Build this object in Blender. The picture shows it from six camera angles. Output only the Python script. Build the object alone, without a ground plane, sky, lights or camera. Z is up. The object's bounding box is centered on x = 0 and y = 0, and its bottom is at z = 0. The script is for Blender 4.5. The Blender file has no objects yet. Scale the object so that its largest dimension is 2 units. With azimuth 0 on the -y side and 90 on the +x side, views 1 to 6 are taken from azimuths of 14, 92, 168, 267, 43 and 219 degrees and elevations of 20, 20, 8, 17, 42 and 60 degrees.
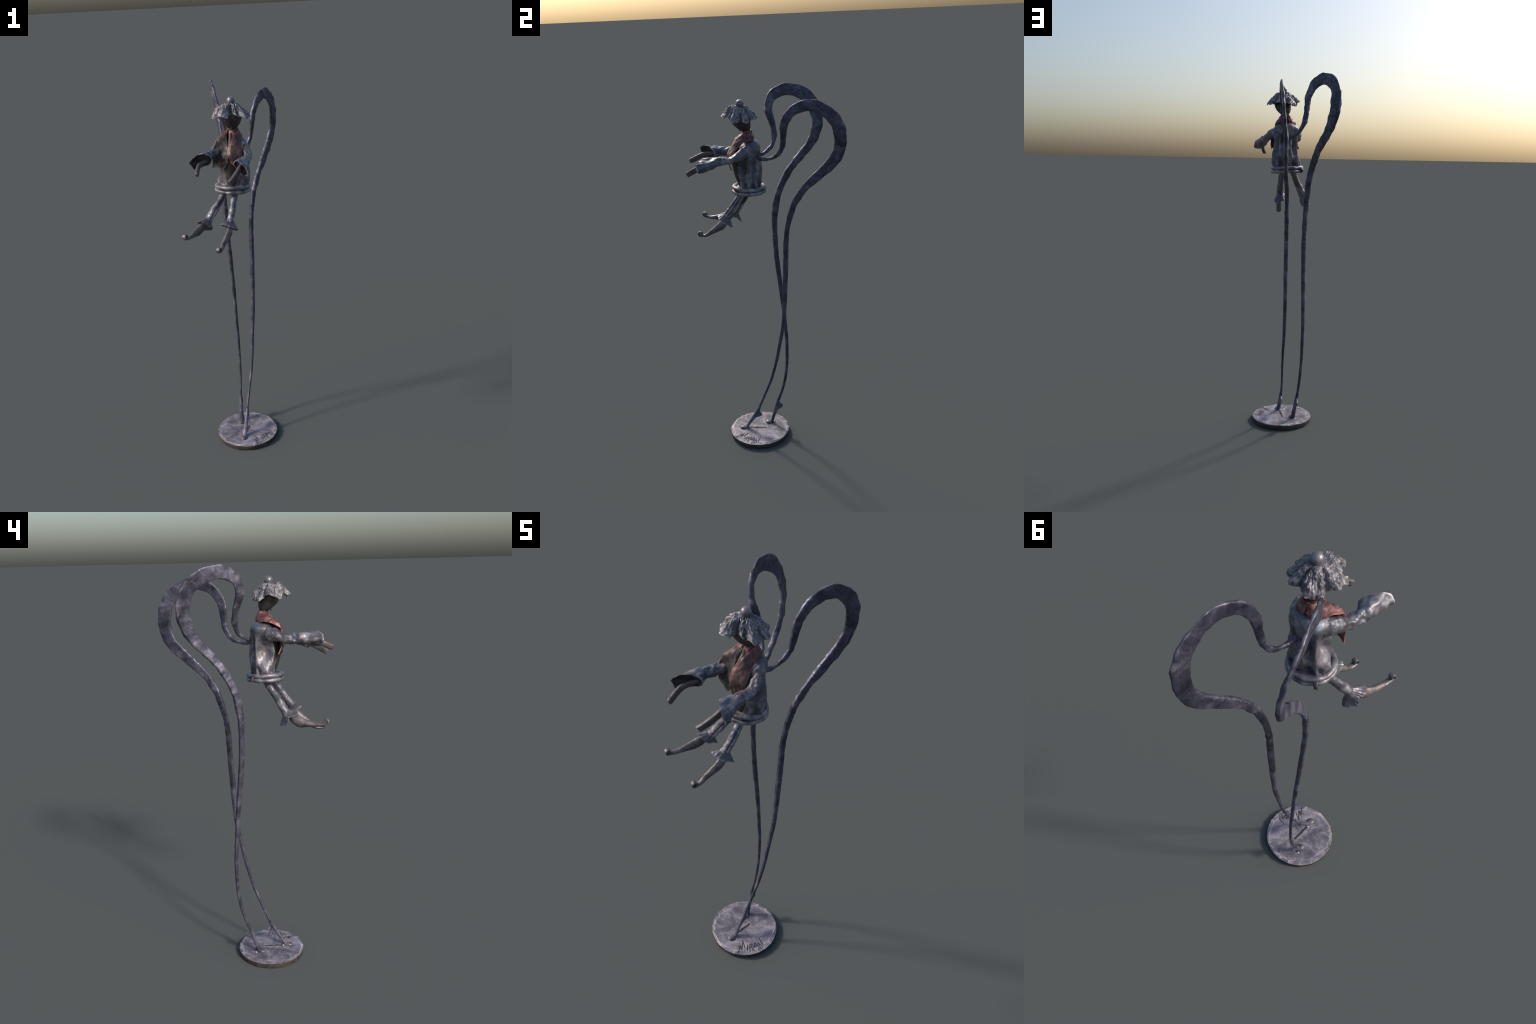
import bpy, bmesh, math, random
from mathutils import Vector, noise, Matrix

random.seed(7)
TAU = 2 * math.pi

# ------------------------------------------------------------------ helpers
def V(*a):
    return Vector(a if len(a) == 3 else a[0])

def catmull(pts, n):
    """n samples per span through the control vectors (any dimension tuple)."""
    P = [tuple(p) for p in pts]
    dim = len(P[0])
    ext = [tuple(2 * P[0][k] - P[1][k] for k in range(dim))] + P + \
          [tuple(2 * P[-1][k] - P[-2][k] for k in range(dim))]
    out = []
    for i in range(1, len(ext) - 2):
        a, b, c, d = ext[i - 1], ext[i], ext[i + 1], ext[i + 2]
        for j in range(n):
            t = j / n
            out.append(tuple(0.5 * (2 * b[k] + (c[k] - a[k]) * t + (2 * a[k] - 5 * b[k] + 4 * c[k] - d[k]) * t * t
                                    + (3 * b[k] - a[k] - 3 * c[k] + d[k]) * t ** 3) for k in range(dim)))
    out.append(P[-1])
    return out

def lerp_table(tab, x):
    if x <= tab[0][0]:
        return tab[0][1:]
    for (a, b) in zip(tab, tab[1:]):
        if x <= b[0]:
            f = (x - a[0]) / (b[0] - a[0])
            f = f * f * (3 - 2 * f) * 0.5 + f * 0.5
            return tuple(p + (q - p) * f for p, q in zip(a[1:], b[1:]))
    return tab[-1][1:]

def bump(x, c, w):
    return math.exp(-((x - c) / w) ** 2)

def adiff(a, b):
    return (a - b + math.pi) % TAU - math.pi

def hammer(p, size, seed=0.0):
    """shallow round hammer dents with ridges between, about 0..1"""
    d, _ = noise.voronoi(Vector((p.x / size + seed, p.y / size - seed, p.z / size + 3.1 * seed)))
    return min(1.0, d[0] / 0.75) ** 2

def fbm(p, size, octaves=3, seed=0.0):
    q = Vector((p.x / size + seed, p.y / size + 2 * seed, p.z / size - seed))
    return noise.fractal(q, 0.9, 2.0, octaves)

ROOT = None
def make_object(name, verts, faces, mat, smooth_angle=40, kind=None):
    me = bpy.data.meshes.new(name)
    me.from_pydata([tuple(v) for v in verts], [], faces)
    me.update()
    bm = bmesh.new()
    bm.from_mesh(me)
    bmesh.ops.remove_doubles(bm, verts=bm.verts, dist=1e-6)
    bmesh.ops.recalc_face_normals(bm, faces=bm.faces)
    bm.to_mesh(me)
    bm.free()
    me.materials.append(mat)
    for p in me.polygons:
        p.use_smooth = True
    try:
        me.set_sharp_from_angle(angle=math.radians(smooth_angle))
    except Exception:
        pass
    ob = bpy.data.objects.new(name, me)
    bpy.context.scene.collection.objects.link(ob)
    ob.parent = ROOT
    if kind:
        ob["kind"] = kind
    return ob

def displace(verts, faces, fn):
    """move every vertex along its normal by fn(position)"""
    nrm = [Vector((0, 0, 0)) for _ in verts]
    for f in faces:
        a, b, c = verts[f[0]], verts[f[1]], verts[f[2]]
        n = (b - a).cross(c - a)
        if len(f) == 4:
            d = verts[f[3]]
            n = n + (c - a).cross(d - a)
        for i in f:
            nrm[i] += n
    return [v + n.normalized() * fn(v) if n.length > 0 else v for v, n in zip(verts, nrm)]

def skin_rings(rings, close=True, cap=True):
    """faces for a stack of equally long vertex rings"""
    verts = [v for r in rings for v in r]
    n = len(rings[0])
    faces = []
    for i in range(len(rings) - 1):
        for j in range(n if close else n - 1):
            k = (j + 1) % n
            faces.append((i * n + j, i * n + k, (i + 1) * n + k, (i + 1) * n + j))
    if cap:
        for i, flip in ((0, True), (len(rings) - 1, False)):
            c = sum(rings[i], Vector()) / n
            verts.append(c)
            ci = len(verts) - 1
            for j in range(n):
                k = (j + 1) % n
                t = (i * n + k, i * n + j, ci) if flip else (i * n + j, i * n + k, ci)
                faces.append(t)
    return verts, faces

def superring(c, a, b, n, e=2.0, ph=0.0):
    """superellipse ring with half axes a and b (vectors)"""
    out = []
    for i in range(n):
        t = TAU * i / n + ph
        ct, st = math.cos(t), math.sin(t)
        x = math.copysign(abs(ct) ** (2 / e), ct)
        y = math.copysign(abs(st) ** (2 / e), st)
        out.append(c + a * x + b * y)
    return out

def sheet(rows, thick, nu=6, nv=6, fn=None):
    """a bent metal sheet through a net of control points, given real thickness"""
    dense = [catmull(r, nv) for r in rows]
    cols = list(zip(*dense))
    cols = [catmull(c, nu) for c in cols]
    grid = [[Vector(p) for p in c] for c in cols]      # grid[v][u]
    R, S = len(grid), len(grid[0])
    verts = [p for r in grid for p in r]
    faces = [(i * S + j, i * S + j + 1, (i + 1) * S + j + 1, (i + 1) * S + j)
             for i in range(R - 1) for j in range(S - 1)]
    if fn:
        verts = displace(verts, faces, fn)
    up = displace(verts, faces, lambda p: thick / 2)
    dn = displace(verts, faces, lambda p: -thick / 2)
    N = len(verts)
    out = up + dn
    F = list(faces) + [tuple(reversed([i + N for i in f])) for f in faces]
    border = [(0, j) for j in range(S)] + [(i, S - 1) for i in range(1, R)] + \
             [(R - 1, j) for j in range(S - 2, -1, -1)] + [(i, 0) for i in range(R - 2, 0, -1)]
    idx = [i * S + j for i, j in border]
    for a, b in zip(idx, idx[1:] + idx[:1]):
        F.append((a, a + N, b + N, b))
    return out, F

def tube_sections(sections, nseg, nring, e=2.0, fn=None, shell=None, cap=True):
    """loft through (centre, half axis a, half axis b); shell = wall thickness of an open tube"""
    flat = [tuple(c) + tuple(a) + tuple(b) for c, a, b in sections]
    dense = catmull(flat, nseg)
    rings = [superring(Vector(d[0:3]), Vector(d[3:6]), Vector(d[6:9]), nring, e) for d in dense]
    if shell is None:
        v, f = skin_rings(rings, cap=cap)
        if fn:
            v = displace(v, f, fn)
        return v, f
    v, f = skin_rings(rings, cap=False)
    if fn:
        v = displace(v, f, fn)
    # make sure that the offset goes inwards: test against the ring centre
    inner = displace(v, f, lambda p: -shell)
    c0 = sum(v[:nring], Vector()) / nring
    if (inner[0] - c0).length > (v[0] - c0).length:
        inner = displace(v, f, lambda p: shell)
    N = len(v)
    F = list(f) + [tuple(reversed([i + N for i in q])) for q in f]
    last = N - nring
    for j in range(nring):
        k = (j + 1) % nring
        F.append((last + j, last + k, last + k + N, last + j + N))
        F.append((k, j, j + N, k + N))
    return v + inner, F

# ------------------------------------------------------------------ materials
def new_mat(name):
    m = bpy.data.materials.new(name)
    m.use_nodes = True
    nt = m.node_tree
    for n in list(nt.nodes):
        if n.type not in {'OUTPUT_MATERIAL', 'BSDF_PRINCIPLED'}:
            nt.nodes.remove(n)
    b = next(n for n in nt.nodes if n.type == 'BSDF_PRINCIPLED')
    return m, nt, b

def node(nt, kind, **kw):
    n = nt.nodes.new(kind)
    for k, v in kw.items():
        setattr(n, k, v)
    return n

def math_node(nt, op, a, b=None, clamp=False):
    n = node(nt, 'ShaderNodeMath', operation=op)
    n.use_clamp = clamp
    for i, s in enumerate((a, b)):
        if s is None:
            continue
        if isinstance(s, (int, float)):
            n.inputs[i].default_value = s
        else:
            nt.links.new(s, n.inputs[i])
    return n.outputs[0]

def noise_node(nt, co, scale, detail=4, rough=0.6, dist=0.0):
    n = node(nt, 'ShaderNodeTexNoise')
    n.inputs['Scale'].default_value = scale
    n.inputs['Detail'].default_value = detail
    n.inputs['Roughness'].default_value = rough
    n.inputs['Distortion'].default_value = dist
    nt.links.new(co, n.inputs['Vector'])
    return n.outputs['Fac']

def ramp_node(nt, fac, stops):
    r = node(nt, 'ShaderNodeValToRGB')
    el = r.color_ramp.elements
    while len(el) < len(stops):
        el.new(0.5)
    for e, (p, c) in zip(el, stops):
        e.position = p
        e.color = (*c, 1) if len(c) == 3 else (c[0], c[0], c[0], 1)
    nt.links.new(fac, r.inputs['Fac'])
    return r.outputs['Color']

def mix_node(nt, fac, a, b):
    m = node(nt, 'ShaderNodeMix', data_type='RGBA')
    for s, i in ((fac, 0), (a, 6), (b, 7)):
        if isinstance(s, (int, float)):
            m.inputs[i].default_value = s
        elif isinstance(s, tuple):
            m.inputs[i].default_value = (*s, 1)
        else:
            nt.links.new(s, m.inputs[i])
    return m.outputs[2]

def iron(name, dark, mid, light, patch=16.0, fine=90.0, rough=0.5, lines=None, metal=0.85,
         spots=None, bumpy=0.25, ridge_tint=None, stops=(.36, .5, .66)):
    """forged iron: dark, mid and pale patches, optional pale ridge lines"""
    m, nt, b = new_mat(name)
    co = node(nt, 'ShaderNodeTexCoord').outputs['Object']
    n1 = noise_node(nt, co, patch, 5, 0.62, 0.6)
    n2 = noise_node(nt, co, fine, 4, 0.65)
    f = math_node(nt, 'ADD', math_node(nt, 'MULTIPLY', n1, 0.72), math_node(nt, 'MULTIPLY', n2, 0.28))
    col = ramp_node(nt, f, list(zip(stops, (dark, mid, light))))
    if lines:
        size, colour, amount = lines
        warp = node(nt, 'ShaderNodeVectorMath', operation='ADD')
        wn = node(nt, 'ShaderNodeTexNoise')
        wn.inputs['Scale'].default_value = size * 1.3
        nt.links.new(co, wn.inputs['Vector'])
        sc = node(nt, 'ShaderNodeVectorMath', operation='SCALE')
        sc.inputs['Scale'].default_value = 0.5 / size
        nt.links.new(wn.outputs['Color'], sc.inputs[0])
        nt.links.new(co, warp.inputs[0])
        nt.links.new(sc.outputs[0], warp.inputs[1])
        vo = node(nt, 'ShaderNodeTexVoronoi', feature='DISTANCE_TO_EDGE')
        vo.inputs['Scale'].default_value = size
        nt.links.new(warp.outputs[0], vo.inputs['Vector'])
        edge = ramp_node(nt, vo.outputs['Distance'], [(0.0, (1,)), (0.07, (0,))])
        gate = ramp_node(nt, noise_node(nt, co, size * 0.35, 2), [(0.46, (0,)), (0.6, (1,))])
        k = math_node(nt, 'MULTIPLY', math_node(nt, 'MULTIPLY', edge, gate), amount)
        col = mix_node(nt, k, col, colour)
    if spots:
        for (scale, lo, hi, colour, amount) in spots:
            s = ramp_node(nt, noise_node(nt, co, scale, 3, 0.55, 0.4), [(lo, (0,)), (hi, (1,))])
            col = mix_node(nt, math_node(nt, 'MULTIPLY', s, amount), col, colour)
    if ridge_tint:                                   # convex ridges tinted paler
        g = node(nt, 'ShaderNodeNewGeometry')
        e = ramp_node(nt, g.outputs['Pointiness'], [(0.515, (0,)), (0.57, (1,))])
        e = math_node(nt, 'MULTIPLY', e, ramp_node(nt, n1, [(0.38, (0,)), (0.58, (1,))]))
        col = mix_node(nt, math_node(nt, 'MULTIPLY', e, ridge_tint[3]), col, ridge_tint[:3])
    nt.links.new(col, b.inputs['Base Color'])
    b.inputs['Metallic'].default_value = metal
    rr = ramp_node(nt, n2, [(0.3, (rough + 0.12,)), (0.7, (rough - 0.08,))])
    nt.links.new(rr, b.inputs['Roughness'])
    bp = node(nt, 'ShaderNodeBump')
    bp.inputs['Strength'].default_value = bumpy
    bp.inputs['Distance'].default_value = 0.002
    nt.links.new(f, bp.inputs['Height'])
    nt.links.new(bp.outputs[0], b.inputs['Normal'])
    return m, nt, b, col

M_STILT = iron('forged_stilt_iron', (.040, .040, .060), (.088, .088, .130), (.215, .205, .26), 15, 80, 0.50, metal=.55,
               lines=(15, (.34, .29, .26), 0.16), ridge_tint=(.44, .41, .45, .65), stops=(.38, .52, .68),
               spots=[(9, .55, .7, (.085, .095, .165), .6), (21, .62, .70, (.20, .17, .15), .45)])[0]
M_BODY = iron('brushed_figure_steel', (.058, .059, .076), (.126, .121, .144), (.33, .31, .345), 14, 85, 0.44, metal=.40,  # mid tone darkened toward the shadowed front, light tone lavender for baked-in highlights
              ridge_tint=(.52, .49, .52, .55), stops=(.36, .50, .68),
              spots=[(9, .55, .68, (.095, .125, .175), .6), (17, .60, .70, (.17, .13, .11), .4)])[0]
M_CAP = iron('hammered_cap_steel', (.055, .053, .068), (.138, .130, .150), (.33, .31, .33), 34, 150, 0.50, metal=.3,
             ridge_tint=(.60, .57, .58, .75), stops=(.38, .50, .66), spots=[(15, .58, .7, (.11, .145, .20), .45)])[0]
M_HEAD = iron('blackened_head_steel', (.034, .030, .034), (.060, .053, .056), (.105, .09, .09), 16, 90, 0.5, metal=.4)[0]
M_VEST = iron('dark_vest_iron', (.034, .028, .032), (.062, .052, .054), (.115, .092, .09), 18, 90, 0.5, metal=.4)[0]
M_HAND = iron('plain_rod_iron', (.06, .052, .056), (.105, .09, .095), (.17, .15, .15), 18, 90, 0.5, metal=.4)[0]
M_SHOE = iron('shoe_iron', (.065, .057, .064), (.125, .110, .12), (.235, .21, .215), 20, 100, 0.46, metal=.4)[0]
M_RED = iron('red_patina_collar', (.075, .038, .042), (.135, .052, .054), (.30, .14, .135), 18, 90, 0.5, metal=.25,
             ridge_tint=(.42, .16, .14, .5), spots=[(12, .54, .68, (.085, .055, .062), .75)])[0]
M_BROWN = iron('dark_brown_lapel', (.045, .030, .032), (.098, .052, .050), (.20, .11, .10), 18, 90, 0.46, metal=.35,
               ridge_tint=(.36, .15, .12, .6))[0]
M_BALL = iron('polished_ball_steel', (.15, .145, .16), (.25, .24, .26), (.40, .39, .40), 10, 60, 0.36, metal=.5)[0]
M_WELD = iron('weld_bead_steel', (.26, .25, .28), (.42, .40, .44), (.6, .58, .6), 60, 160, 0.5, metal=.3)[0]
M_INK = iron('engraved_groove_iron', (.016, .014, .013), (.028, .024, .02), (.05, .04, .03), 40, 120, 0.8, metal=0.0)[0]

# disc: mottled top, pale ridges round its hammered rim facets
DISC_C = Vector((0.0130, -0.1010, 0.0))
DISC_R = 0.1730
DISC_TOP = 0.0290
FACETS = 16
def facet_angle(a):
    return a + 0.17 * math.sin(3 * a + 1.0) + 0.07 * math.sin(5 * a)

def disc_material():
    m, nt, b, col = iron('hammered_base_iron', (.090, .083, .106), (.160, .146, .174), (.34, .305, .335), 14, 70, 0.62, metal=.12, stops=(.40, .50, .63),
                         spots=[(11, .55, .68, (.115, .115, .19), .55)])
    co = node(nt, 'ShaderNodeTexCoord').outputs['Object']
    sep = node(nt, 'ShaderNodeSeparateXYZ')
    nt.links.new(co, sep.inputs[0])
    x = math_node(nt, 'SUBTRACT', sep.outputs[0], DISC_C.x)
    y = math_node(nt, 'SUBTRACT', sep.outputs[1], DISC_C.y)
    r = math_node(nt, 'SQRT', math_node(nt, 'ADD', math_node(nt, 'MULTIPLY', x, x), math_node(nt, 'MULTIPLY', y, y)))
    a = math_node(nt, 'ARCTAN2', y, x)
    s3 = math_node(nt, 'SINE', math_node(nt, 'ADD', math_node(nt, 'MULTIPLY', a, 3.0), 1.0))
    s5 = math_node(nt, 'SINE', math_node(nt, 'MULTIPLY', a, 5.0))
    fa = math_node(nt, 'ADD', a, math_node(nt, 'ADD', math_node(nt, 'MULTIPLY', s3, 0.17), math_node(nt, 'MULTIPLY', s5, 0.07)))
    q = math_node(nt, 'FRACT', math_node(nt, 'ADD', math_node(nt, 'MULTIPLY', fa, FACETS / TAU), 40.0))
    t = math_node(nt, 'ABSOLUTE', math_node(nt, 'SUBTRACT', math_node(nt, 'MULTIPLY', q, 2.0), 1.0))
    t2 = math_node(nt, 'MULTIPLY', t, t)
    rin = math_node(nt, 'SUBTRACT', math_node(nt, 'ADD', math_node(nt, 'MULTIPLY', t2, 0.010), DISC_R - 0.022), math_node(nt, 'MULTIPLY', math_node(nt, 'SINE', math_node(nt, 'ADD', math_node(nt, 'MULTIPLY', a, 2.0), 2.6)), 0.009))
    arc = math_node(nt, 'LESS_THAN', math_node(nt, 'ABSOLUTE', math_node(nt, 'SUBTRACT', r, rin)), 0.0022)
    spoke = math_node(nt, 'MULTIPLY', math_node(nt, 'GREATER_THAN', t, 0.91), math_node(nt, 'GREATER_THAN', r, DISC_R - 0.018))
    line = math_node(nt, 'MAXIMUM', arc, spoke)
    gate = ramp_node(nt, noise_node(nt, co, 14, 3), [(0.40, (0,)), (0.56, (1,))])
    k = math_node(nt, 'MULTIPLY', math_node(nt, 'MULTIPLY', line, gate), 0.75)
    col2 = mix_node(nt, k, col, (.50, .45, .47))
    nt.links.new(col2, b.inputs['Base Color'])
    return m
M_DISC = disc_material()
M_DISC_SIDE = iron('dark_brown_edge_iron', (.030, .027, .03), (.055, .045, .038), (.10, .082, .065), 18, 90, 0.65, metal=.2)[0]

# ------------------------------------------------------------------ the thing
ROOT = bpy.data.objects.new('stilt_walker_figurine', None)
bpy.context.scene.collection.objects.link(ROOT)
ROOT.location = (DISC_C.x, DISC_C.y, 0)
ROOT["label"] = "dark forged iron jester figure riding on two tall looping stilts"
ROOT["category"] = "metal sculpture"
bpy.context.view_layer.update()
INV = ROOT.matrix_world.inverted()
_mk = make_object
def make_object(*a, **k):
    ob = _mk(*a, **k)
    ob.matrix_parent_inverse = INV
    return ob

def sub_part(ob, part):
    ob.parent = part
    ob.matrix_parent_inverse = Matrix.Identity(4)

# ------------------------------------------------------------------ base disc
STROKES = {
    'M': [((.108, -.236), (.085, -.197)), ((.085, -.197), (.108, -.209)), ((.108, -.210), (.073, -.168)), ((.073, -.168), (.110, -.189))],
    'I': [((.106, -.166), (.133, -.192)), ((.087, -.160), (.090, -.159)), ((.069, -.191), (.071, -.188))],
    'R': [((.113, -.157), (.142, -.183)), ((.114, -.158), (.119, -.144)), ((.119, -.144), (.129, -.157)),
          ((.125, -.167), (.129, -.157)), ((.129, -.163), (.156, -.165))],
    'A': [((.145, -.158), (.125, -.129)), ((.125, -.129), (.156, -.133)), ((.138, -.149), (.146, -.130))],
    'N': [((.136, -.117), (.166, -.130)), ((.139, -.117), (.170, -.117)), ((.114, -.093), (.165, -.108))],
}
SLOT = [((.014, -.165), (.0165, -.118)), ((.0165, -.116), (.019, -.068))]
SCRATCH = [((-.040, .012), (-.044, -.022)), ((-.037, -.203), (-.010, -.168))]

def seg_dist(px, py, s):
    (ax, ay), (bx, by) = s
    dx, dy = bx - ax, by - ay
    L = dx * dx + dy * dy
    t = max(0, min(1, ((px - ax) * dx + (py - ay) * dy) / L))
    return math.hypot(px - ax - t * dx, py - ay - t * dy), t

def disc_height(x, y):
    dx, dy = x - DISC_C.x, y - DISC_C.y
    r, a = math.hypot(dx, dy), math.atan2(dy, dx)
    z = DISC_TOP + 0.0012 * fbm(Vector((x, y, 0)), 0.05, 3, 2.0)
    q = (facet_angle(a) * FACETS / TAU + 40) % 1.0
    t = abs(2 * q - 1)
    rin = DISC_R - 0.022 - 0.009 * math.sin(2 * a + 2.6) + 0.010 * t * t
    if r > rin:
        k = (r - rin) / (DISC_R - rin)
        z -= 0.0045 * k * (1 - 0.6 * t ** 3)
    for group, w, depth in ((STROKES['M'] + STROKES['I'] + STROKES['R'] + STROKES['A'] + STROKES['N'], .0030, .0022), (SLOT, .0066, .004)):
        for s in group:
            d, _ = seg_dist(x, y, s)
            if d < w:
                z -= depth * (1 - (d / w) ** 2)
    z -= 0.003 * bump(math.hypot(x - .013, y + .205), 0.0, 0.022)
    return z

def build_disc():
    nr, na = 110, 320
    rings = []
    for i in range(1, nr + 1):
        rr = DISC_R * (i / nr)
        ring = []
        for j in range(na):
            a = TAU * j / na
            q = (facet_angle(a) * FACETS / TAU + 40) % 1.0
            wob = 1 - 0.010 * (1 - abs(2 * q - 1) ** 2) * (i / nr) ** 8 + 0.006 * math.sin(2 * a + 1.3) * (i / nr)
            x, y = DISC_C.x + rr * wob * math.cos(a), DISC_C.y + rr * wob * math.sin(a)
            ring.append(Vector((x, y, disc_height(x, y))))
        rings.append(ring)
    v, f = skin_rings(rings, cap=False)
    c = Vector((DISC_C.x, DISC_C.y, disc_height(DISC_C.x, DISC_C.y)))
    v.append(c)
    for j in range(na):
        f.append((j, (j + 1) % na, len(v) - 1))
    # side and underside
    top = rings[-1]
    side_faces = []
    prev = [(nr - 1) * na + j for j in range(na)]
    for k, (zz, sc) in enumerate(((.75, 1.004), (.35, 1.003), (.0, .985))):
        cur = []
        for j, p in enumerate(top):
            o = DISC_C + (Vector((p.x, p.y, 0)) - DISC_C) * sc
            o.z = p.z * zz
            o += Vector((o.x - DISC_C.x, o.y - DISC_C.y, 0)).normalized() * 0.0012 * fbm(o, 0.03, 2, 5.0) * (0 if zz == 0 else 1)
            v.append(o)
            cur.append(len(v) - 1)
        for j in range(na):
            n = (j + 1) % na
            side_faces.append((prev[j], cur[j], cur[n], prev[n]))
        prev = cur
    v.append(Vector((DISC_C.x, DISC_C.y, 0)))
    for j in range(na):
        side_faces.append((prev[j], len(v) - 1, prev[(j + 1) % na]))
    nf = len(f)
    ob = make_object('base_disc', v, f + side_faces, M_DISC, 50)
    ob.data.materials.append(M_DISC_SIDE)
    for p in ob.data.polygons:
        if abs(p.normal.z) < 0.6 or p.center.z < 0.004:
            p.material_index = 1
    return ob
build_disc()

def groove_fill(name, strokes, w, lift):
    """dark floor strip lying in an engraved stroke, tapered to both ends"""
    verts, faces = [], []
    for (a, b) in strokes:
        A, B = Vector((*a, 0)), Vector((*b, 0))
        d = (B - A)
        L = d.length
        d.normalize()
        s = Vector((-d.y, d.x, 0))
        n = 8
        base = len(verts)
        for i in range(n + 1):
            t = i / n
            ww = w * (0.35 + 0.65 * math.sin(math.pi * (0.12 + 0.76 * t)))
            p = A + d * L * t
            for o, h in ((-1, 0), (0, -.0006), (1, 0)):
                q = p + s * o * ww
                q.z = disc_height(p.x, p.y) + lift + h
                verts.append(q)
            for o in (-1, 0, 1):
                q = p + s * o * ww * .6
                q.z = disc_height(p.x, p.y) - .0012
                verts.append(q)
        for i in range(n):
            k = base + i * 6
            for j in (0, 1):
                faces.append((k + j, k + j + 1, k + j + 7, k + j + 6))
                faces.append((k + j + 4, k + j + 3, k + j + 9, k + j + 10))
            faces.append((k, k + 6, k + 9, k + 3))
            faces.append((k + 2, k + 5, k + 11, k + 8))
        for k in (base, base + n * 6):
            faces.append((k, k + 1, k + 4, k + 3))
            faces.append((k + 1, k + 2, k + 5, k + 4))
    return make_object(name, verts, faces, M_INK)
for ch in 'MIRAN':
    groove_fill('engraved_letter', STROKES[ch], .0024, .0015)
groove_fill('engraved_slot', SLOT, .0058, .0030)
def scratch_weld(strokes):
    for (a, b) in strokes:
        A, B = Vector((*a, 0)), Vector((*b, 0))
        d = (B - A).normalized()
        s = Vector((-d.y, d.x, 0))
        secs = []
        for i in range(7):
            t = i / 6
            p = A.lerp(B, t)
            p.z = disc_height(p.x, p.y)
            w = .0008 + .0016 * t
            secs.append((p, s * w, Vector((0, 0, w * .7))))
        v, f = tube_sections(secs, 3, 8, fn=lambda q: .0006 * fbm(q, .006, 2))
        make_object('weld_streak', v, f, M_WELD)
scratch_weld(SCRATCH)

# ------------------------------------------------------------------ stilts
STILT_L = [(.030, -.045, 1.655), (.044, -.008, 1.644), (.054, .051, 1.658), (.069, .086, 1.706), (.080, .094, 1.766), (.088, .101, 1.827),
           (.100, .132, 1.878), (.113, .184, 1.909), (.124, .244, 1.915), (.131, .299, 1.892), (.136, .344, 1.850),
           (.137, .369, 1.796), (.132, .374, 1.734), (.123, .362, 1.675), (.113, .329, 1.624), (.103, .285, 1.581),
           (.093, .239, 1.541), (.082, .197, 1.497), (.071, .161, 1.447), (.062, .134, 1.392), (.056, .114, 1.334),
           (.052, .100, 1.273), (.049, .092, 1.212), (.048, .088, 1.150), (.047, .085, 1.088), (.047, .082, 1.026),
           (.046, .078, .964), (.046, .075, .902), (.045, .071, .840), (.044, .067, .779), (.043, .060, .717),
           (.041, .049, .656), (.040, .036, .595), (.039, .024, .534), (.039, .010, .474), (.037, -.006, .414),
           (.034, -.024, .355), (.029, -.046, .297), (.024, -.069, .240), (.020, -.093, .183), (.020, -.104, .155)]
WIDE_L = [(0, .016), (1, .016), (2, .022), (3, .026), (4, .033), (5, .042), (6, .047), (7, .055), (8, .061), (9, .059), (10, .063), (11, .067),
          (12, .062), (13, .060), (14, .056), (15, .050), (16, .043), (17, .040), (18, .036), (19, .032), (20, .029),
          (22, .027), (25, .026), (27, .023), (29, .020), (31, .0175), (33, .0165), (35, .0145), (37, .0125), (40, .0125)]
THICK_L = [(0, .015), (3, .020), (6, .017), (8, .0115), (10, .013), (12, .018), (14, .020), (17, .021), (19, .024), (23, .023), (27, .020),
           (31, .018), (34, .015), (36, .0115), (40, .0115)]
STILT_R = [(.018, -.045, 1.660), (.002, -.011, 1.667), (-.031, .033, 1.701), (-.055, .046, 1.758), (-.066, .034, 1.821), (-.077, .020, 1.883),
           (-.097, .036, 1.938), (-.122, .085, 1.967), (-.144, .145, 1.9675), (-.159, .202, 1.944), (-.164, .247, 1.901),
           (-.160, .271, 1.843), (-.151, .272, 1.779), (-.139, .254, 1.718), (-.125, .220, 1.666), (-.111, .176, 1.620),
           (-.100, .134, 1.572), (-.092, .097, 1.519), (-.085, .068, 1.461), (-.080, .047, 1.400), (-.076, .036, 1.336),
           (-.073, .030, 1.272), (-.070, .029, 1.207), (-.067, .031, 1.142), (-.065, .034, 1.077), (-.064, .039, 1.012),
           (-.063, .045, .948), (-.062, .051, .883), (-.062, .057, .819), (-.061, .062, .754), (-.061, .067, .689),
           (-.061, .071, .624), (-.059, .074, .559), (-.058, .073, .494), (-.057, .071, .430), (-.055, .065, .365),
           (-.053, .054, .301), (-.051, .036, .238), (-.049, .016, .182), (-.049, .010, .168)]
WIDE_R = [(0, .013), (1, .015), (2, .024), (3, .031), (4, .034), (5, .045), (6, .052), (7, .060), (8, .063), (9, .066), (10, .069), (11, .071),
          (12, .066), (13, .057), (14, .048), (15, .044), (16, .041), (17, .039), (18, .039), (19, .036), (20, .032), (21, .029),
          (23, .026), (25, .024), (27, .021), (29, .019), (31, .0175), (33, .016), (36, .0145), (39, .013)]
THICK_R = [(0, .013), (3, .020), (5, .018), (7, .0125), (9, .0115), (11, .016), (13, .020), (17, .021), (23, .020), (27, .018),
           (31, .015), (35, .0115), (39, .011)]

def nudge(ctrl, d):
    """pull the back of a loop in a little"""
    out = []
    for x, y, z in ctrl:
        k = min(1, max(0, (y - .02) / .15)) * min(1, max(0, (z - 1.4) / .15))
        q = bump(z, .5, .25) * (1 if x > 0 else 0)
        out.append((x + d[0] * k - .0018 * q, y + d[1] * k + .0012 * q, z))
    return out

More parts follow.
